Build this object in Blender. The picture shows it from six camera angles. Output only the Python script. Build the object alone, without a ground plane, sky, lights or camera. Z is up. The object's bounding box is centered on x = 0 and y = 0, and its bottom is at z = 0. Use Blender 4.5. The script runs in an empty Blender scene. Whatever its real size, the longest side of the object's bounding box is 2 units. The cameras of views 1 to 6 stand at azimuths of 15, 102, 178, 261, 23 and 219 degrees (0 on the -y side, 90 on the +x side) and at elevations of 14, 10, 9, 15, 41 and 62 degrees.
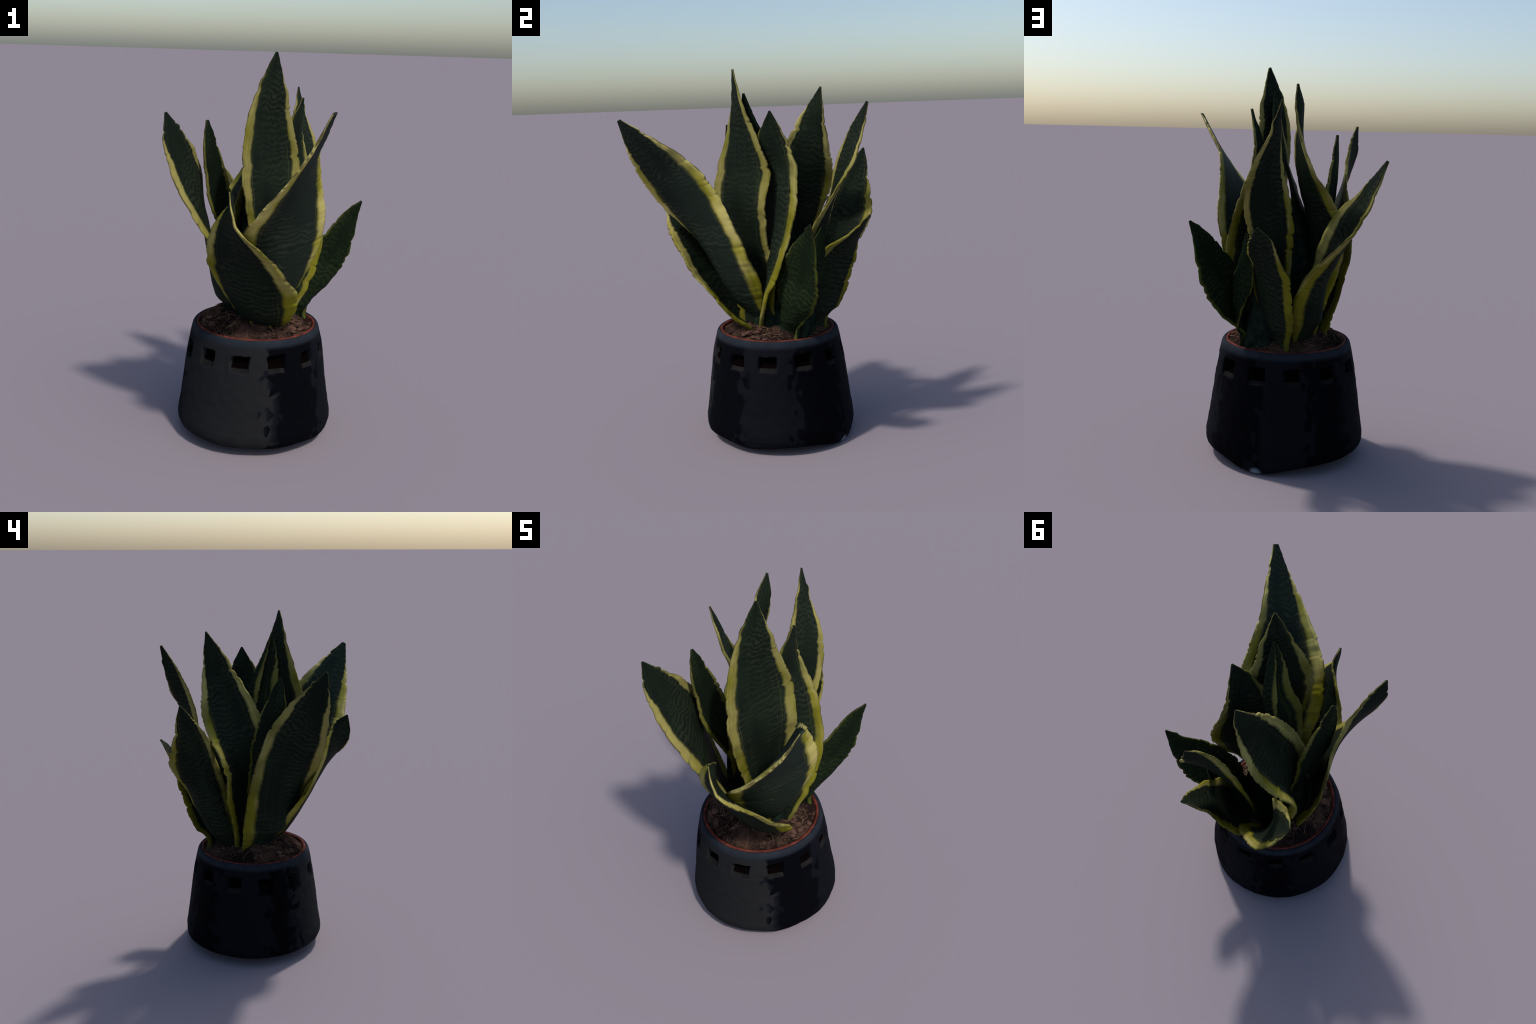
# A potted variegated snake plant: black slotted outer pot, terracotta coloured
# nursery pot rim, fibrous soil and a rosette of cupped leaves with yellow margins.
import math
import random

import bmesh
import bpy
import numpy as np
from mathutils import Vector, noise

random.seed(7)
AXIS_X, AXIS_Y = -0.027, 0.066          # the pot stands a little off the centre of the frame
SOIL_Z = 0.598

root = bpy.data.objects.new("potted_snake_plant", None)
root.empty_display_size = 0.2
root.location = (AXIS_X, AXIS_Y, 0.0)
root["label"] = "black slotted pot with yellow-edged dark green snake plant"
root["category"] = "potted plant"
bpy.context.collection.objects.link(root)


# ------------------------------------------------------------------ node helpers
class Tree:
    """Small wrapper that keeps node graphs short to write."""

    def __init__(self, name):
        self.mat = bpy.data.materials.new(name)
        self.mat.use_nodes = True
        self.t = self.mat.node_tree
        self.bsdf = self.t.nodes["Principled BSDF"]

    def new(self, kind, **props):
        n = self.t.nodes.new(kind)
        for k, v in props.items():
            setattr(n, k, v)
        return n

    def put(self, socket, value):
        if isinstance(value, bpy.types.NodeSocket):
            self.t.links.new(value, socket)
        elif value is not None:
            socket.default_value = value

    def math(self, op, a, b=None, c=None, clamp=False):
        n = self.new("ShaderNodeMath", operation=op, use_clamp=clamp)
        for s, v in zip(n.inputs, (a, b, c)):
            self.put(s, v)
        return n.outputs[0]

    def ramp01(self, x, lo, hi):
        n = self.new("ShaderNodeMapRange", interpolation_type="SMOOTHSTEP")
        self.put(n.inputs["Value"], x)
        self.put(n.inputs["From Min"], lo)
        self.put(n.inputs["From Max"], hi)
        return n.outputs[0]

    def mix(self, fac, a, b):
        n = self.new("ShaderNodeMix", data_type="RGBA")
        self.put(n.inputs[0], fac)
        for s, v in ((n.inputs[6], a), (n.inputs[7], b)):
            self.put(s, (*v, 1.0) if isinstance(v, tuple) else v)
        return n.outputs[2]

    def combine(self, x, y, z):
        n = self.new("ShaderNodeCombineXYZ")
        for s, v in zip(n.inputs, (x, y, z)):
            self.put(s, v)
        return n.outputs[0]

    def noise(self, vec, scale, detail=3.0, rough=0.5, distort=0.0):
        n = self.new("ShaderNodeTexNoise")
        self.put(n.inputs["Vector"], vec)
        n.inputs["Scale"].default_value = scale
        n.inputs["Detail"].default_value = detail
        n.inputs["Roughness"].default_value = rough
        n.inputs["Distortion"].default_value = distort
        return n.outputs[0]

    def value(self, name):
        return self.new("ShaderNodeAttribute", attribute_name=name).outputs["Fac"]

    def bump(self, height, strength, distance):
        n = self.new("ShaderNodeBump")
        n.inputs["Strength"].default_value = strength
        n.inputs["Distance"].default_value = distance
        self.put(n.inputs["Height"], height)
        self.put(self.bsdf.inputs["Normal"], n.outputs[0])

    def done(self, colour, rough, spec=0.3):
        self.put(self.bsdf.inputs["Base Color"], (*colour, 1.0) if isinstance(colour, tuple) else colour)
        self.put(self.bsdf.inputs["Roughness"], rough)
        self.bsdf.inputs["Specular IOR Level"].default_value = spec
        return self.mat


# ------------------------------------------------------------------ materials
def leaf_material():
    t = Tree("variegated_leaf")
    across, along, tip, chance = t.value("across"), t.value("along"), t.value("from_tip"), t.value("chance")
    wander = t.noise(t.combine(t.math("MULTIPLY", across, 1.5), t.math("MULTIPLY", along, 9.0), chance), 1.0, 4.0, 0.6)
    edge = t.math("SUBTRACT", 0.5, t.math("ABSOLUTE", t.math("SUBTRACT", across, 0.5)))
    edge_w = t.math("ADD", edge, t.math("MULTIPLY", t.math("SUBTRACT", wander, 0.5), 0.09))
    fresh = t.value("fresh")
    band_end = t.math("MULTIPLY", t.ramp01(tip, 0.02, 0.30), t.math("MULTIPLY_ADD", fresh, -0.092, 0.130))
    margin = t.ramp01(edge_w, t.math("ADD", band_end, 0.034), t.math("SUBTRACT", band_end, 0.026))
    # lengthwise veins and stripes
    vein = t.noise(t.combine(t.math("MULTIPLY", across, 46.0), t.math("MULTIPLY", along, 1.6), chance), 1.0, 2.0)
    stripe = t.math("MULTIPLY", t.ramp01(vein, 0.58, 0.70), t.ramp01(edge, 0.26, 0.16))
    margin = t.math("MAXIMUM", margin, t.math("MULTIPLY", stripe, 0.30))
    # cross banding of the green field
    wav = t.noise(t.combine(t.math("MULTIPLY", across, 5.0), t.math("MULTIPLY", along, 10.0), chance), 1.0, 3.0)
    phase = t.math("ADD", t.math("MULTIPLY", along, 210.0), t.math("MULTIPLY", wav, 22.0))
    wave = t.math("MULTIPLY_ADD", t.math("SINE", phase), 0.5, 0.5)
    mottle = t.noise(t.combine(t.math("MULTIPLY", across, 14.0), t.math("MULTIPLY", along, 55.0), chance), 1.0, 5.0, 0.65)
    patch0 = t.ramp01(t.noise(t.combine(t.math("MULTIPLY", across, 2.0), t.math("MULTIPLY", along, 4.0), t.math("ADD", chance, 3.0)), 1.0, 2.0), 0.38, 0.62)
    bands = t.math("MULTIPLY", t.ramp01(t.math("ADD", t.math("MULTIPLY", wave, 0.38), t.math("MULTIPLY", mottle, 0.78)), 0.40, 0.95), t.math("MULTIPLY_ADD", patch0, 0.9, 0.1))
    green = t.mix(bands, GREEN_DARK, GREEN_LIGHT)
    patch = t.noise(t.combine(t.math("MULTIPLY", across, 3.0), t.math("MULTIPLY", along, 5.0), chance), 1.0, 2.0)
    green = t.mix(t.math("MULTIPLY", t.ramp01(patch, 0.45, 0.75), 0.6), green, GREEN_FRESH)
    green = t.mix(t.math("MULTIPLY", t.ramp01(vein, 0.5, 0.75), 0.25), green, GREEN_LIGHT)
    green = t.mix(t.math("MULTIPLY", t.ramp01(t.value("tone"), 0.75, 1.0), 0.55), green, t.mix(bands, (0.020, 0.029, 0.023), (0.048, 0.060, 0.042)))  # green lightened on the full-tone leaf, sunlight mixed into its colour
    green = t.mix(fresh, green, t.mix(bands, (0.0070, 0.0125, 0.0060), (0.0180, 0.0280, 0.0110)))
    cream = t.noise(t.combine(t.math("MULTIPLY", across, 4.0), t.math("MULTIPLY", along, 4.0), chance), 1.0, 2.0)
    cream = t.ramp01(t.math("ADD", cream, t.math("MULTIPLY", t.math("SUBTRACT", along, 0.55), 0.35)), 0.38, 0.68)
    yellow = t.mix(cream, YELLOW, CREAM)
    yellow = t.mix(t.math("MULTIPLY", t.ramp01(vein, 0.48, 0.72), 0.28), yellow, OLIVE)
    yellow = t.mix(t.math("MULTIPLY", t.ramp01(along, 0.24, 0.02), 0.75), yellow, OLIVE)
    yellow = t.mix(fresh, yellow, (0.060, 0.085, 0.015))
    yellow = t.mix(t.value("tone"), OLIVE, yellow)  # low tone darkens the margins of leaves that look shaded
    yellow = t.mix(t.math("MULTIPLY", t.ramp01(patch, 0.50, 0.68), 0.5), yellow, OLIVE)
    col = t.mix(margin, green, yellow)
    # dry brown rim, here and there
    dry = t.math("MULTIPLY", t.ramp01(edge, 0.016, 0.004), t.ramp01(wander, 0.44, 0.60))
    col = t.mix(t.math("MULTIPLY", dry, 0.75), col, DRY)
    scar = t.noise(t.combine(t.math("MULTIPLY", across, 9.0), t.math("MULTIPLY", along, 13.0), t.math("ADD", chance, 5.0)), 1.0, 2.0)
    col = t.mix(t.math("MULTIPLY", t.ramp01(scar, 0.73, 0.80), 0.5), col, DRY)
    t.bump(t.math("ADD", t.math("MULTIPLY", vein, 0.6), t.math("MULTIPLY", mottle, 0.4)), 0.25, 0.004)
    return t.done(col, 0.6, 0.02)


GREEN_DARK = (0.0080, 0.0122, 0.0086)  # greens kept below the sunlit leaf colour, with shade tinted in
GREEN_LIGHT = (0.0240, 0.0310, 0.0190)
GREEN_FRESH = (0.012, 0.022, 0.011)
YELLOW = (0.270, 0.245, 0.016)
CREAM = (0.500, 0.430, 0.140)
OLIVE = (0.052, 0.052, 0.009)
DRY = (0.055, 0.040, 0.018)


def pot_material():
    t = Tree("black_pot")
    pos = t.new("ShaderNodeTexCoord").outputs["Object"]
    sep = t.new("ShaderNodeSeparateXYZ")
    t.put(sep.inputs[0], pos)
    x, y, z = sep.outputs
    turn = t.math("MULTIPLY", t.math("ARCTAN2", y, x), 180.0 / math.pi)      # degrees round the pot
    cells = t.new("ShaderNodeTexVoronoi", feature="F1")
    t.put(cells.inputs["Vector"], pos)
    cells.inputs["Scale"].default_value = 22.0
    csep = t.new("ShaderNodeSeparateColor")
    t.put(csep.inputs[0], cells.outputs["Color"])
    jag = t.math("MULTIPLY", t.math("SUBTRACT", csep.outputs[0], 0.5), 16.0)
    cloud = t.noise(pos, 5.0, 4.0)
    turn_j = t.math("ADD", turn, jag)
    # pot reflection baked in as a grey sector with a jagged right border
    grey = t.math("MULTIPLY", t.ramp01(turn_j, -152.0, -140.0), t.ramp01(turn_j, -62.0, -66.0))
    body = t.mix(cloud, (0.0045, 0.0052, 0.0080), (0.0068, 0.0076, 0.0105))
    dark_a = t.math("MULTIPLY", t.ramp01(turn_j, -62.0, -58.0), t.ramp01(turn_j, -18.0, -24.0))  # four near-black sectors paint the shaded parts of the wall
    dark_b = t.math("MULTIPLY", t.ramp01(turn_j, 24.0, 27.0), t.ramp01(turn_j, 68.0, 63.0))
    dark_c = t.math("MULTIPLY", t.ramp01(turn_j, 104.0, 107.0), t.ramp01(turn_j, 140.0, 132.0))
    dark_d = t.math("SUBTRACT", t.ramp01(turn_j, -150.0, -154.0), t.ramp01(turn_j, -172.0, -176.0))
    dark = t.math("ADD", t.math("ADD", dark_a, dark_b), t.math("ADD", dark_c, dark_d), clamp=True)
    col = t.mix(t.math("MULTIPLY", dark, 0.85), body, (0.0012, 0.0014, 0.0024))
    col = t.mix(t.math("MULTIPLY", grey, 0.9), col, (0.0165, 0.0170, 0.0178))
    # worn lip
    lip = t.ramp01(z, 0.552, 0.580)
    lipc = t.mix(t.noise(pos, 14.0, 4.0, 0.6), (0.009, 0.012, 0.018), (0.028, 0.034, 0.043))
    col = t.mix(t.math("MULTIPLY", lip, 0.9), col, lipc)
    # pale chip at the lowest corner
    d = t.new("ShaderNodeVectorMath", operation="DISTANCE")
    t.put(d.inputs[0], pos)
    d.inputs[1].default_value = (0.158, 0.385, 0.004)
    chip = t.ramp01(t.math("ADD", d.outputs["Value"], t.math("MULTIPLY", cloud, 0.03)), 0.055, 0.03)
    col = t.mix(chip, col, (0.16, 0.20, 0.24))
    t.bump(t.noise(pos, 30.0, 5.0, 0.6), 0.15, 0.004)
    return t.done(col, 0.7, 0.02)


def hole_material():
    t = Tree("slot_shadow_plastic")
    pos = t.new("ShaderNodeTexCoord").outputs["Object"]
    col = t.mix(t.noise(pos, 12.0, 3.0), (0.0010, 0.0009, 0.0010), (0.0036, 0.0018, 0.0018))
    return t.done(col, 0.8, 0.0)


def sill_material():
    t = Tree("slot_edge_painted_lit")
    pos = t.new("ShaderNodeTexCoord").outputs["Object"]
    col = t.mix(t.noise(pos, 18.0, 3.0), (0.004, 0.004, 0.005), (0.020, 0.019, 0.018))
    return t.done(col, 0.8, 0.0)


def terracotta_material():
    t = Tree("terracotta_plastic")
    pos = t.new("ShaderNodeTexCoord").outputs["Object"]
    col = t.mix(t.ramp01(t.noise(pos, 16.0, 4.0, 0.6), 0.35, 0.7), (0.055, 0.014, 0.012), (0.165, 0.040, 0.026))
    t.bump(t.noise(pos, 60.0, 3.0), 0.2, 0.003)
    return t.done(col, 0.7, 0.03)


def soil_material():
    t = Tree("fibrous_soil")
    pos = t.new("ShaderNodeTexCoord").outputs["Object"]
    big = t.noise(pos, 7.0, 4.0, 0.6)
    fib = t.noise(pos, 26.0, 6.0, 0.7, 2.5)
    col = t.mix(t.ramp01(big, 0.38, 0.64), (0.012, 0.0075, 0.0070), (0.066, 0.036, 0.026))
    col = t.mix(t.math("MULTIPLY", t.ramp01(fib, 0.50, 0.72), 0.75), col, (0.14, 0.085, 0.056))
    t.bump(fib, 0.7, 0.012)
    return t.done(col, 0.95, 0.0)


def plain_material(name, a, b, scale):
    t = Tree(name)
    pos = t.new("ShaderNodeTexCoord").outputs["Object"]
    col = t.mix(t.ramp01(t.noise(pos, scale, 4.0), 0.35, 0.65), a, b)
    t.bump(t.noise(pos, scale * 2.0, 4.0), 0.4, 0.006)
    return t.done(col, 0.9, 0.0)


LEAF = leaf_material()
POT, HOLE, SILL, TERRACOTTA, SOIL = pot_material(), hole_material(), sill_material(), terracotta_material(), soil_material()
BARK = plain_material("bark_chip", (0.040, 0.022, 0.017), (0.105, 0.058, 0.042), 30.0)
FIBRE = plain_material("dry_fibre", (0.07, 0.045, 0.03), (0.20, 0.13, 0.08), 20.0)

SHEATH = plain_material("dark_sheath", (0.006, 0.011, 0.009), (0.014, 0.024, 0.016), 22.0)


# ------------------------------------------------------------------ mesh helpers
def add_part(name, verts, faces, mats, face_mats=None, smooth=True, parent=root):
    me = bpy.data.meshes.new(name)
    me.from_pydata([tuple(v) for v in verts], [], faces)
    for m in mats:
        me.materials.append(m)
    if face_mats is not None:
        me.polygons.foreach_set("material_index", np.asarray(face_mats, np.int32))
    me.polygons.foreach_set("use_smooth", np.full(len(me.polygons), smooth))
    me.update()
    ob = bpy.data.objects.new(name, me)
    bpy.context.collection.objects.link(ob)
    ob.parent = parent
    return ob


def smoothstep(x, a, b):
    t = np.clip((x - a) / (b - a), 0.0, 1.0)
    return t * t * (3 - 2 * t)


def curve(points, n):
    """Catmull-Rom curve through control points, evenly spaced by length."""
    p = np.array(points, float)
    q = np.vstack([2 * p[0] - p[1], p, 2 * p[-1] - p[-2]])
    s = np.linspace(0, len(p) - 1, 400)
    i = np.minimum(s.astype(int), len(p) - 2)
    f = (s - i)[:, None]
    a, b, c, d = q[i], q[i + 1], q[i + 2], q[i + 3]
    c = 0.5 * (2 * b + (c - a) * f + (2 * a - 5 * b + 4 * c - d) * f ** 2 + (3 * b - a - 3 * c + d) * f ** 3)
    length = np.r_[0, np.cumsum(np.linalg.norm(np.diff(c, axis=0), axis=1))]
    t = np.linspace(0, length[-1], n)
    return np.stack([np.interp(t, length, c[:, k]) for k in range(3)], 1)


def wobble(n, length, per_metre, rng):
    """Smooth 1D noise along an edge, about -1..1."""
    out = np.zeros(n)
    x = np.linspace(0, length, n)
    for k, amp in ((1.0, 0.6), (2.1, 0.35), (4.3, 0.2)):
        knots = rng.uniform(-1, 1, max(4, int(length * per_metre * k) + 3))
        u = np.linspace(0, len(knots) - 1.001, n)
        i = u.astype(int)
        f = u - i
        f = f * f * (3 - 2 * f)
        out += amp * (knots[i] * (1 - f) + knots[i + 1] * f)
    return out


# ------------------------------------------------------------------ leaves
def leaf(left, right, cup, seed, fold=None, thickness=0.0115, fresh=0.0, tone=1.0):
    """One fleshy leaf, lofted between its two margins (tip to base, left and right as
    seen from outside); cup is the sag of the cross-section outwards, as a part of its width, near the tip,
    half way, low down and at the base; tone dims the yellow, fresh turns it into green."""
    rng = np.random.default_rng(seed)
    rows, cols = 260, 29
    a, b = curve(left, rows), curve(right, rows)
    t = np.linspace(0, 1, rows)
    length = np.linalg.norm(np.diff((a + b) / 2, axis=0), axis=1).sum()
    span = b - a
    width = np.linalg.norm(span, axis=1)
    run = np.gradient((a + b) / 2, axis=0)
    run /= np.linalg.norm(run, axis=1)[:, None]
    out = np.cross(span, -run)
    out /= np.linalg.norm(out, axis=1)[:, None] + 1e-9
    # keep the outward direction steady where the leaf runs to a point
    k0 = int(rows * 0.06)
    out[:k0] = out[k0]
    side = np.cross(-run, out)
    calm = smoothstep(t, 0.0, 0.08) * smoothstep(t, 1.0, 0.92)
    # nibbled, slightly wavy margins
    nick = 0.0065
    a, b = a - side * 0.004, b + side * 0.004
    a = a - side * (nick * calm * wobble(rows, length, 20, rng))[:, None]
    b = b + side * (nick * calm * wobble(rows, length, 20, rng))[:, None]
    for edge, sign in ((a, 1), (b, -1)):                       # small torn notches
        for _ in range(int(length * 9)):
            at, deep, wide = rng.uniform(0.05, 0.93), rng.uniform(0.003, 0.009), rng.uniform(0.004, 0.010)
            bite = deep * np.clip(1 - np.abs(t - at) / (wide / length * 1.6), 0, 1)
            edge += side * (sign * bite)[:, None]
    ripple_a = 0.009 * calm * wobble(rows, length, 9, rng)
    ripple_b = 0.009 * calm * wobble(rows, length, 9, rng)
    s = np.linspace(0, 1, cols)
    sag = np.interp(t, (0.0, 0.15, 0.5, 0.82, 1.0), (0.0, *cup)) * width
    grid = np.zeros((rows, cols, 3))
    for j, u in enumerate(s):
        if fold is None:
            p = a + (b - a) * u + out * (sag * 4 * u * (1 - u))[:, None]
        else:
            m, k = curve(fold, rows), 0.30
            la, lm, lb = (u - k) * (u - 1) / k, u * (u - 1) / (k * (k - 1)), u * (u - k) / (1 - k)
            blend = 0.75
            p = (la * a + lm * m + lb * b) * blend + (a + (b - a) * u) * (1 - blend)
        e1, e2 = max(0.0, 1 - u / 0.3) ** 2, max(0.0, 1 - (1 - u) / 0.3) ** 2
        p = p + out * (ripple_a * e1 + ripple_b * e2)[:, None]
        grid[:, j] = p
    du, dv = np.gradient(grid, axis=1), np.gradient(grid, axis=0)
    nrm = np.cross(du, -dv)
    nrm /= np.linalg.norm(nrm, axis=2)[..., None] + 1e-9
    nrm[:k0] = nrm[k0]
    body = np.sqrt(np.clip(1 - np.abs(2 * s - 1) ** 4, 0, 1))[None, :] * (0.75 + 0.6 * smoothstep(t, 0.5, 1.0))[:, None]
    half = thickness * (0.22 + 0.78 * body) * (0.6 + 0.4 * smoothstep(t, 0.0, 0.12))[:, None]
    outer, inner = grid + nrm * half[..., None], grid - nrm * half[..., None]
    n = rows * cols
    verts = np.vstack([outer.reshape(-1, 3), inner.reshape(-1, 3)]) - np.array([AXIS_X, AXIS_Y, 0.0])
    faces = []
    for i in range(rows - 1):
        for j in range(cols - 1):
            q = (i * cols + j, i * cols + j + 1, (i + 1) * cols + j + 1, (i + 1) * cols + j)
            faces.append(q[::-1])
            faces.append(tuple(n + v for v in q))
    ring = [j for j in range(cols)] + [i * cols + cols - 1 for i in range(1, rows)]
    ring += [(rows - 1) * cols + j for j in range(cols - 2, -1, -1)] + [i * cols for i in range(rows - 2, 0, -1)]
    for v, w in zip(ring, ring[1:] + ring[:1]):
        faces.append((v, w, n + w, n + v))
    ob = add_part("leaf", verts, faces, [LEAF])
    along = np.repeat((1 - t) * length, cols)
    for name, vals in (("across", np.tile(s, rows)), ("along", along), ("from_tip", np.repeat(t, cols) * length), ("chance", np.full(n, seed * 7.31)), ("fresh", np.full(n, fresh)), ("tone", np.full(n, tone))):
        at = ob.data.attributes.new(name, "FLOAT", "POINT")
        at.data.foreach_set("value", np.tile(vals, 2).astype(np.float32))
    bm = bmesh.new()
    bm.from_mesh(ob.data)
    bmesh.ops.recalc_face_normals(bm, faces=bm.faces)
    bm.to_mesh(ob.data)
    bm.free()
    return ob


# tallest front leaf
leaf(left=[(0.081, -0.105, 1.997), (0.006, -0.133, 1.827), (-0.035, -0.182, 1.650), (-0.032, -0.239, 1.471), (-0.006, -0.263, 1.288), (0.024, -0.239, 1.104), (0.058, -0.185, 0.927), (0.087, -0.132, 0.749), (0.104, -0.099, 0.565)],
     right=[(0.084, -0.104, 1.995), (0.124, -0.054, 1.821), (0.141, 0.023, 1.652), (0.163, 0.087, 1.480), (0.189, 0.062, 1.300), (0.172, 0.067, 1.117), (0.155, 0.094, 0.934), (0.143, 0.083, 0.749), (0.131, 0.071, 0.563)],
     cup=(0.03, -0.07, -0.2, -0.1), seed=1, tone=0.4)
# broad leaf leaning to the left
leaf(left=[(-0.408, -0.276, 1.703), (-0.352, -0.171, 1.594), (-0.332, -0.058, 1.478), (-0.330, 0.035, 1.345), (-0.352, 0.093, 1.194), (-0.337, 0.132, 1.036), (-0.300, 0.154, 0.878), (-0.247, 0.159, 0.723), (-0.208, 0.162, 0.565)],
     right=[(-0.411, -0.279, 1.701), (-0.408, -0.297, 1.537), (-0.354, -0.302, 1.382), (-0.276, -0.300, 1.237), (-0.185, -0.286, 1.100), (-0.086, -0.242, 0.976), (-0.017, -0.189, 0.836), (0.044, -0.110, 0.705), (0.090, -0.040, 0.565)],
     cup=(0, -0.035, 0.21, 0.0), seed=2, tone=0.48)
# right inner leaf
leaf(left=[(0.172, 0.102, 1.779), (0.127, 0.030, 1.647), (0.036, 0.006, 1.516), (-0.005, 0.005, 1.364), (-0.005, 0.019, 1.203), (0.005, 0.033, 1.043), (0.025, 0.046, 0.884), (0.046, 0.057, 0.725), (0.050, 0.064, 0.564)],
     right=[(0.175, 0.104, 1.777), (0.155, 0.179, 1.630), (0.177, 0.233, 1.476), (0.232, 0.240, 1.319), (0.274, 0.215, 1.161), (0.287, 0.162, 1.004), (0.262, 0.091, 0.857), (0.195, 0.033, 0.716), (0.143, -0.008, 0.565)],
     cup=(0.04, 0.04, 0.1, 0.1), seed=3, tone=0.48)
# tall back leaf with a twisted top
leaf(left=[(-0.040, 0.335, 1.891), (-0.033, 0.346, 1.748), (-0.069, 0.363, 1.609), (-0.130, 0.372, 1.480), (-0.211, 0.354, 1.362), (-0.279, 0.300, 1.249), (-0.297, 0.255, 1.118), (-0.273, 0.242, 0.977), (-0.228, 0.219, 0.842), (-0.185, 0.194, 0.707), (-0.161, 0.181, 0.565)],
     right=[(-0.042, 0.336, 1.893), (-0.073, 0.249, 1.783), (-0.050, 0.175, 1.662), (-0.051, 0.099, 1.539), (-0.081, 0.037, 1.411), (-0.124, -0.002, 1.279), (-0.149, -0.017, 1.137), (-0.157, -0.008, 0.993), (-0.153, 0.017, 0.850), (-0.145, 0.046, 0.709), (-0.140, 0.062, 0.565)],
     cup=(0.08, -0.18, -0.29, -0.1), seed=4, tone=0.66)
# small left inner leaf
leaf(left=[(-0.273, -0.049, 1.657), (-0.248, 0.016, 1.533), (-0.218, 0.066, 1.404), (-0.192, 0.096, 1.268), (-0.177, 0.106, 1.127), (-0.156, 0.113, 0.987), (-0.135, 0.112, 0.846), (-0.114, 0.106, 0.706), (-0.095, 0.099, 0.565)],
     right=[(-0.279, -0.052, 1.656), (-0.285, -0.079, 1.514), (-0.275, -0.069, 1.371), (-0.246, -0.068, 1.229), (-0.193, -0.036, 1.099), (-0.137, 0.007, 0.973), (-0.088, 0.047, 0.843), (-0.053, 0.076, 0.706), (-0.029, 0.096, 0.565)],
     cup=(0.05, 0.2, 0.2, 0.1), seed=5, tone=0.35, fresh=0.45)
# large leaf leaning far out to the front right
leaf(left=[(0.454, -0.603, 1.756), (0.367, -0.589, 1.594), (0.263, -0.566, 1.444), (0.146, -0.522, 1.308), (0.038, -0.440, 1.185), (-0.023, -0.334, 1.049), (-0.031, -0.239, 0.892), (-0.018, -0.138, 0.738), (-0.009, -0.076, 0.565)],
     right=[(0.465, -0.590, 1.761), (0.403, -0.439, 1.658), (0.345, -0.290, 1.550), (0.334, -0.167, 1.405), (0.340, -0.077, 1.235), (0.308, -0.005, 1.059), (0.231, 0.037, 0.889), (0.124, 0.044, 0.729), (0.025, 0.052, 0.563)],
     cup=(0.02, 0.07, 0.22, 0.1), seed=6, tone=1.0)
# leaf leaning out to the back left
leaf(left=[(-0.453, 0.517, 1.546), (-0.410, 0.537, 1.437), (-0.366, 0.556, 1.328), (-0.304, 0.570, 1.228), (-0.222, 0.553, 1.144), (-0.144, 0.512, 1.065), (-0.083, 0.458, 0.979), (-0.048, 0.408, 0.878), (-0.042, 0.350, 0.774), (-0.044, 0.288, 0.674), (-0.047, 0.242, 0.565)],
     right=[(-0.450, 0.514, 1.548), (-0.397, 0.450, 1.468), (-0.339, 0.392, 1.388), (-0.261, 0.353, 1.313), (-0.205, 0.317, 1.219), (-0.168, 0.280, 1.117), (-0.146, 0.242, 1.011), (-0.138, 0.207, 0.902), (-0.138, 0.178, 0.791), (-0.142, 0.155, 0.678), (-0.141, 0.143, 0.564)],
     cup=(0.02, 0.38, 0.5, 0.0), seed=7, tone=0.52)
# low leaf on the right
leaf(left=[(0.463, 0.342, 1.237), (0.389, 0.295, 1.182), (0.335, 0.235, 1.116), (0.277, 0.185, 1.045), (0.228, 0.146, 0.962), (0.196, 0.123, 0.866), (0.164, 0.127, 0.767), (0.136, 0.126, 0.667), (0.115, 0.123, 0.565)],
     right=[(0.464, 0.343, 1.237), (0.442, 0.361, 1.139), (0.427, 0.361, 1.038), (0.404, 0.361, 0.939), (0.364, 0.346, 0.847), (0.306, 0.317, 0.769), (0.234, 0.274, 0.711), (0.184, 0.230, 0.648), (0.143, 0.192, 0.565)],
     cup=(-0.03, -0.05, 0.25, 0.1), seed=8, tone=0.5, fresh=1.0)
# young folded leaf in the middle
leaf(left=[(0.054, -0.060, 1.871), (0.018, -0.019, 1.713), (-0.013, 0.021, 1.554), (-0.037, 0.070, 1.396), (-0.047, 0.096, 1.232), (-0.047, 0.109, 1.065), (-0.041, 0.113, 0.898), (-0.031, 0.112, 0.732), (-0.021, 0.108, 0.565)],
     right=[(0.056, -0.059, 1.872), (0.025, -0.085, 1.704), (-0.010, -0.082, 1.534), (-0.072, -0.094, 1.375), (-0.124, -0.019, 1.229), (-0.162, 0.035, 1.069), (-0.159, 0.075, 0.901), (-0.133, 0.104, 0.733), (-0.101, 0.127, 0.565)],
     fold=[(0.056, -0.058, 1.871), (0.061, 0.010, 1.725), (0.033, 0.092, 1.582), (-0.024, 0.121, 1.423), (-0.045, 0.131, 1.253), (-0.051, 0.129, 1.081), (-0.048, 0.122, 0.909), (-0.045, 0.116, 0.737), (-0.043, 0.112, 0.565)],
     cup=(0, 0, 0, 0), seed=9, tone=0.4, fresh=0.45)
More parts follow.
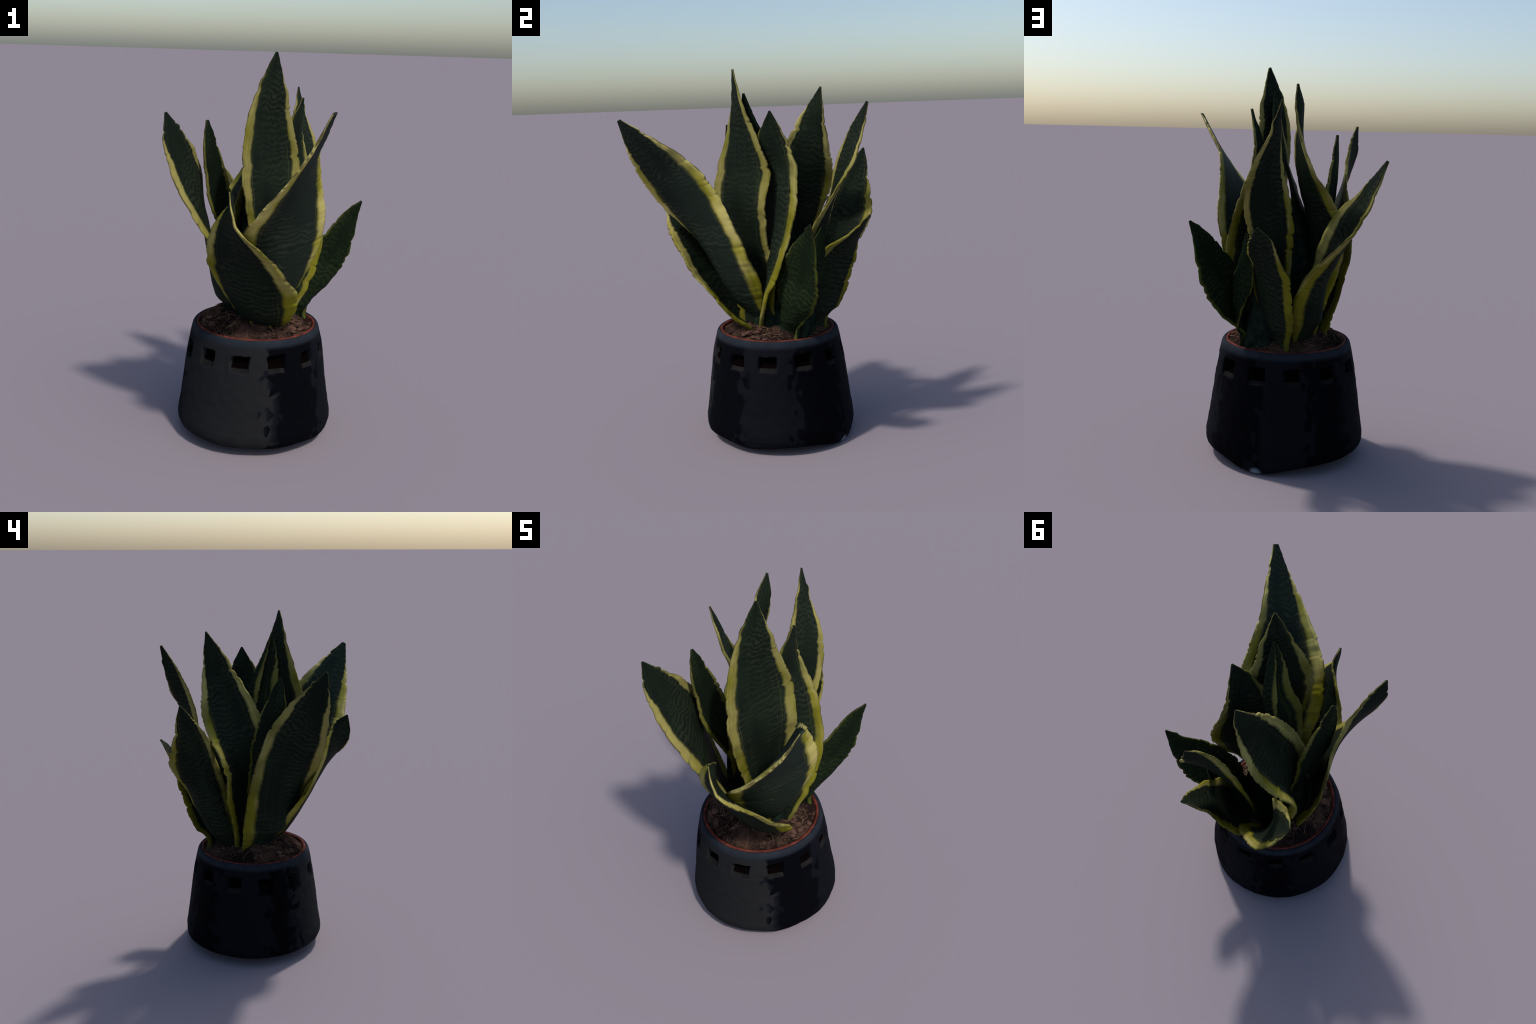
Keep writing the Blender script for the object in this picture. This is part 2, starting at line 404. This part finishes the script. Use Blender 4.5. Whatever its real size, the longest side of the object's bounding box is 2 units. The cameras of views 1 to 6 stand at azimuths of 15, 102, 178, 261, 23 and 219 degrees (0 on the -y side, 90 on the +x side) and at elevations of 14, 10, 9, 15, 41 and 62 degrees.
# back leaf with a wide face
leaf(left=[(0.041, 0.586, 1.808), (0.096, 0.565, 1.646), (0.172, 0.514, 1.500), (0.202, 0.421, 1.357), (0.182, 0.329, 1.212), (0.145, 0.259, 1.059), (0.105, 0.204, 0.900), (0.073, 0.163, 0.735), (0.053, 0.137, 0.565)],
     right=[(0.043, 0.584, 1.810), (0.046, 0.495, 1.672), (0.028, 0.426, 1.524), (-0.009, 0.388, 1.369), (-0.031, 0.356, 1.210), (-0.031, 0.317, 1.050), (-0.025, 0.284, 0.889), (-0.015, 0.252, 0.728), (-0.009, 0.233, 0.565)],
     cup=(0.05, 0.1, 0.15, 0.1), seed=10, tone=0.48)
# low curled back leaf
leaf(left=[(0.141, 0.600, 1.239), (0.177, 0.527, 1.170), (0.182, 0.438, 1.112), (0.169, 0.349, 1.054), (0.155, 0.285, 0.970), (0.138, 0.244, 0.873), (0.114, 0.216, 0.772), (0.090, 0.196, 0.670), (0.075, 0.184, 0.565)],
     right=[(0.138, 0.602, 1.239), (0.077, 0.562, 1.170), (0.037, 0.526, 1.087), (-0.005, 0.509, 0.998), (-0.024, 0.483, 0.904), (-0.034, 0.446, 0.812), (-0.039, 0.404, 0.721), (-0.031, 0.346, 0.663), (-0.019, 0.339, 0.565)],
     cup=(0.08, 0.08, 0.1, 0.0), seed=11, tone=0.48)
# low curled front leaf
leaf(left=[(-0.013, -0.502, 1.385), (-0.019, -0.432, 1.343), (-0.061, -0.386, 1.291), (-0.110, -0.353, 1.234), (-0.154, -0.325, 1.170), (-0.184, -0.290, 1.102), (-0.198, -0.249, 1.033), (-0.205, -0.207, 0.962), (-0.199, -0.162, 0.894), (-0.177, -0.117, 0.828), (-0.140, -0.082, 0.764), (-0.096, -0.051, 0.702), (-0.050, -0.022, 0.640), (-0.021, -0.004, 0.565)],
     right=[(-0.014, -0.503, 1.385), (-0.002, -0.524, 1.303), (0.025, -0.525, 1.223), (0.077, -0.502, 1.160), (0.135, -0.468, 1.107), (0.175, -0.416, 1.052), (0.207, -0.367, 0.989), (0.234, -0.315, 0.927), (0.255, -0.254, 0.871), (0.249, -0.199, 0.806), (0.227, -0.146, 0.742), (0.193, -0.094, 0.683), (0.153, -0.040, 0.630), (0.120, 0.003, 0.565)],
     cup=(0.0, 0.07, 0.2, 0.13), seed=12, tone=0.66)
# small shoot beside the low right leaf
leaf(left=[(0.190, 0.359, 1.183), (0.202, 0.322, 1.112), (0.223, 0.310, 1.033), (0.243, 0.294, 0.956), (0.246, 0.277, 0.875), (0.235, 0.261, 0.796), (0.215, 0.245, 0.717), (0.193, 0.229, 0.645), (0.177, 0.219, 0.565)],
     right=[(0.189, 0.360, 1.182), (0.174, 0.364, 1.097), (0.161, 0.364, 1.013), (0.158, 0.344, 0.930), (0.182, 0.318, 0.851), (0.213, 0.290, 0.776), (0.229, 0.258, 0.698), (0.206, 0.222, 0.649), (0.216, 0.206, 0.565)],
     cup=(0.06, 0.06, 0.06, 0.06), seed=13, tone=0.5, fresh=1.0)


# ------------------------------------------------------------------ the slotted outer pot
def pot_profile():
    """(radius, height) from the inside of the lip over the top, down the wall, under the foot."""
    return [(0.300, 0.540), (0.307, 0.575), (0.314, 0.592), (0.320, 0.599), (0.328, 0.598), (0.335, 0.588), (0.339, 0.574),
            (0.345, 0.548), (0.352, 0.515), (0.3605, 0.470), (0.367, 0.435), (0.379, 0.345), (0.388, 0.275), (0.397, 0.205),
            (0.406, 0.150), (0.4125, 0.110), (0.4125, 0.078), (0.406, 0.056), (0.388, 0.042), (0.360, 0.036), (0.300, 0.034), (0.0, 0.034)]


def build_pot():
    turns, rows = 640, 190
    prof = np.array(pot_profile())
    seg = np.r_[0, np.cumsum(np.linalg.norm(np.diff(prof, axis=0), axis=1))]
    u = np.linspace(0, seg[-1] * 0.86, rows)
    pr, pz = np.interp(u, seg, prof[:, 0]), np.interp(u, seg, prof[:, 1])
    ang = np.arange(turns) * 2 * math.pi / turns
    deg = np.degrees(ang)
    slot = (deg - 3.0 + 15.0) % 30.0 - 15.0                       # degrees from the nearest slot centre
    which = np.round((deg - 3.0) / 30.0).astype(int) % 12
    rng = np.random.default_rng(5)
    wid, top, low, lean = rng.uniform(6.3, 7.9, 12), rng.uniform(0.515, 0.524, 12), rng.uniform(0.430, 0.440, 12), rng.uniform(-0.6, 0.6, 12)
    low[6] -= 0.014
    top[6] -= 0.010
    deep = np.full(12, 0.030)
    deep[[6, 7]] = 0.095
    verts, inside, ledge = [], [], []
    for i in range(rows):
        for j in range(turns):
            r, z, w = pr[i], pz[i], which[j]
            n1 = noise.noise(Vector((math.cos(ang[j]) * 2.2, math.sin(ang[j]) * 2.2, z * 4.0)))
            n2 = noise.noise(Vector((math.cos(ang[j]) * 9.0, math.sin(ang[j]) * 9.0, z * 22.0)))
            wall = smoothstep(z, 0.56, 0.50)
            r += (0.004 * n1 + 0.0022 * n2) * wall if r > 0.3 else 0.0
            x = slot[j] + lean[w]
            zz, x = z + 0.006 * n2, abs(x) + 1.4 * n2
            h = float(smoothstep(x, wid[w] + 0.8, wid[w] - 0.8) * smoothstep(zz, low[w] - 0.006, low[w] + 0.012) * smoothstep(zz, top[w] + 0.006, top[w] - 0.006))
            if z < 0.56 and i > 8:
                dep = deep[w] * float(smoothstep(z, low[w] - 0.004, low[w] + (0.012 if deep[w] > 0.05 else 0.055)))
                r -= dep * h
                z2 = z
            inside.append(h)
            ledge.append(z - low[w])
            # the foot dips to the ground at two places
            dip = math.exp(-((((deg[j] - 68 + 180) % 360) - 180) / 24.0) ** 2)
            dip2 = math.exp(-((((deg[j] + 12 + 180) % 360) - 180) / 16.0) ** 2)
            foot = float(smoothstep(pz[i], 0.075, 0.038)) * float(smoothstep(r, 0.22, 0.36))
            z -= foot * (0.0355 * dip + 0.014 * dip2 + 0.003 * n1)
            if foot > 0:
                r += foot * 0.020 * dip
            verts.append((r * math.cos(ang[j]), r * math.sin(ang[j]), z))
    inside, ledge = np.array(inside).reshape(rows, turns), np.array(ledge).reshape(rows, turns)
    faces, mats = [], []
    for i in range(rows - 1):
        for j in range(turns):
            k = (j + 1) % turns
            faces.append((i * turns + j, i * turns + k, (i + 1) * turns + k, (i + 1) * turns + j)[::-1])
            h = min(inside[i, j], inside[i + 1, j], inside[i, k], inside[i + 1, k])
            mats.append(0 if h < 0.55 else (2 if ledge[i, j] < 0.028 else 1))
    faces.append(tuple((rows - 1) * turns + j for j in range(turns)))
    mats.append(0)
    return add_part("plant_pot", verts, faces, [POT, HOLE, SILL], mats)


build_pot()


# ------------------------------------------------------------------ the terracotta nursery pot
def build_inner_pot():
    turns = 240
    prof = [(0.296, 0.560), (0.298, 0.585), (0.301, 0.597), (0.306, 0.601), (0.312, 0.601), (0.316, 0.597), (0.3165, 0.585), (0.312, 0.560)]
    verts, faces = [], []
    for j in range(turns):
        a = 2 * math.pi * j / turns
        w = noise.noise(Vector((math.cos(a) * 3, math.sin(a) * 3, 1.7)))
        w2 = noise.noise(Vector((math.cos(a) * 12, math.sin(a) * 12, 4.7)))
        for r, z in prof:
            r += 0.003 * w + 0.0015 * w2
            verts.append((r * math.cos(a), r * math.sin(a), z + 0.003 * w + 0.002 * w2))
    m = len(prof)
    for j in range(turns):
        k = (j + 1) % turns
        for i in range(m):
            i2 = (i + 1) % m
            faces.append((j * m + i, k * m + i, k * m + i2, j * m + i2)[::-1])
    return add_part("nursery_pot_rim", verts, faces, [TERRACOTTA])


build_inner_pot()


# ------------------------------------------------------------------ soil, bark chips and fibres
def soil_height(x, y):
    r = math.hypot(x, y)
    h = SOIL_Z + 0.048 * float(smoothstep(r, 0.295, 0.16)) + 0.03 * math.exp(-(((x + 0.20) / 0.09) ** 2 + (y / 0.12) ** 2))
    h += 0.011 * noise.noise(Vector((x * 13, y * 13, 0.3))) + 0.005 * noise.noise(Vector((x * 34, y * 34, 2.3)))
    return h - 0.008 * float(smoothstep(r, 0.26, 0.30))


def build_soil():
    rings, turns = 70, 200
    verts, faces = [(0, 0, soil_height(0, 0))], []
    for i in range(1, rings + 1):
        r = 0.301 * i / rings
        for j in range(turns):
            a = 2 * math.pi * j / turns
            x, y = r * math.cos(a), r * math.sin(a)
            verts.append((x, y, soil_height(x, y)))
    for j in range(turns):
        faces.append((0, 1 + j, 1 + (j + 1) % turns))
    for i in range(rings - 1):
        for j in range(turns):
            k = (j + 1) % turns
            faces.append((1 + i * turns + j, 1 + (i + 1) * turns + j, 1 + (i + 1) * turns + k, 1 + i * turns + k))
    return add_part("soil", verts, faces, [SOIL])


def build_chips():
    rng = random.Random(11)
    bm = bmesh.new()
    spots = [(rng.uniform(0.05, 0.28), rng.uniform(0, 360), rng.uniform(0.006, 0.014)) for _ in range(40)]
    # heaps of bark seen beside the front right leaf, at the left and at the back
    spots += [(rng.uniform(0.19, 0.28), rng.uniform(-40, -12), rng.uniform(0.012, 0.026)) for _ in range(16)]
    spots += [(rng.uniform(0.20, 0.28), rng.uniform(190, 235), rng.uniform(0.012, 0.024)) for _ in range(5)]
    spots += [(rng.uniform(0.02, 0.14), rng.uniform(80, 130), rng.uniform(0.012, 0.026)) for _ in range(8)]
    for r, a, size in spots:
        x, y = r * math.cos(math.radians(a)), r * math.sin(math.radians(a))
        made = bmesh.ops.create_icosphere(bm, subdivisions=2, radius=1.0)["verts"]
        sx, sy, sz, yaw = size * rng.uniform(0.8, 1.7), size * rng.uniform(0.6, 1.1), size * rng.uniform(0.3, 0.6), rng.uniform(0, 6.3)
        shift = Vector((rng.uniform(0, 50), rng.uniform(0, 50), 0))
        for v in made:
            k = 1 + 0.75 * noise.noise(v.co * 1.4 + shift)
            px, py, pz = v.co.x * sx * k, v.co.y * sy * k, v.co.z * sz * k
            v.co = (x + px * math.cos(yaw) - py * math.sin(yaw), y + px * math.sin(yaw) + py * math.cos(yaw), soil_height(x, y) + 0.4 * sz + pz)
    me = bpy.data.meshes.new("bark_chips")
    bm.to_mesh(me)
    bm.free()
    me.materials.append(BARK)
    me.polygons.foreach_set("use_smooth", np.full(len(me.polygons), True))
    ob = bpy.data.objects.new("bark_chips", me)
    ob["kind"] = "stuff"
    bpy.context.collection.objects.link(ob)
    ob.parent = root


def build_fibres():
    rng = random.Random(23)
    verts, faces = [], []
    for _ in range(200):
        r, a = 0.285 * math.sqrt(rng.uniform(0.06, 1)), rng.uniform(0, 2 * math.pi)
        x, y = r * math.cos(a), r * math.sin(a)
        yaw, bend, step = rng.uniform(0, 6.3), rng.uniform(-0.5, 0.5), rng.uniform(0.006, 0.014)
        thick, rise = rng.uniform(0.0008, 0.0018), rng.uniform(0.001, 0.007)
        base, n = len(verts), 8
        for i in range(n):
            if math.hypot(x, y) > 0.296:
                break
            z = soil_height(x, y) + 0.001 + rise * math.sin(math.pi * i / (n - 1))
            for k in range(3):
                w = 2.094 * k
                verts.append((x - math.sin(yaw) * thick * math.cos(w), y + math.cos(yaw) * thick * math.cos(w), z + thick * math.sin(w)))
            if i:
                o = base + 3 * (i - 1)
                for k in range(3):
                    faces.append((o + k, o + (k + 1) % 3, o + 3 + (k + 1) % 3, o + 3 + k))
            yaw += bend * 0.5 + rng.uniform(-0.2, 0.2)
            x += math.cos(yaw) * step
            y += math.sin(yaw) * step
    ob = add_part("dry_fibres", verts, faces, [FIBRE])
    ob["kind"] = "stuff"


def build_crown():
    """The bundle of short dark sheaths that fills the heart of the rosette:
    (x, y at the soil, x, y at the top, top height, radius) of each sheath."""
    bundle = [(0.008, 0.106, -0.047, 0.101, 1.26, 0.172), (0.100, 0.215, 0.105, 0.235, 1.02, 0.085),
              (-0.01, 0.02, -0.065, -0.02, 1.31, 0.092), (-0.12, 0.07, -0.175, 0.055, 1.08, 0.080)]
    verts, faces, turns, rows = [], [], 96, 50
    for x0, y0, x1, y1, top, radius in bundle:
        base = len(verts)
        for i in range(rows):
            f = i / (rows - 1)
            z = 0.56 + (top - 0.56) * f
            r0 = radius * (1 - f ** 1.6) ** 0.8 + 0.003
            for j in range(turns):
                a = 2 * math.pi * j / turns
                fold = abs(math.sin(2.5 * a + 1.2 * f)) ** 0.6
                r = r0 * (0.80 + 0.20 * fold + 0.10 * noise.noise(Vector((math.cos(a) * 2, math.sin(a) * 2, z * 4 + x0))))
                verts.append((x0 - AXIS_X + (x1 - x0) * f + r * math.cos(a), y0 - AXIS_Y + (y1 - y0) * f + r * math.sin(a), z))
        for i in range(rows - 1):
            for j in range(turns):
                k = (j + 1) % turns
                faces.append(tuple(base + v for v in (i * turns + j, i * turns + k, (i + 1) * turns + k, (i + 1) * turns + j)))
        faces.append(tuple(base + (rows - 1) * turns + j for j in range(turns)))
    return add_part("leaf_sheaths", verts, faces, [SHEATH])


build_crown()
build_soil()
build_chips()
build_fibres()
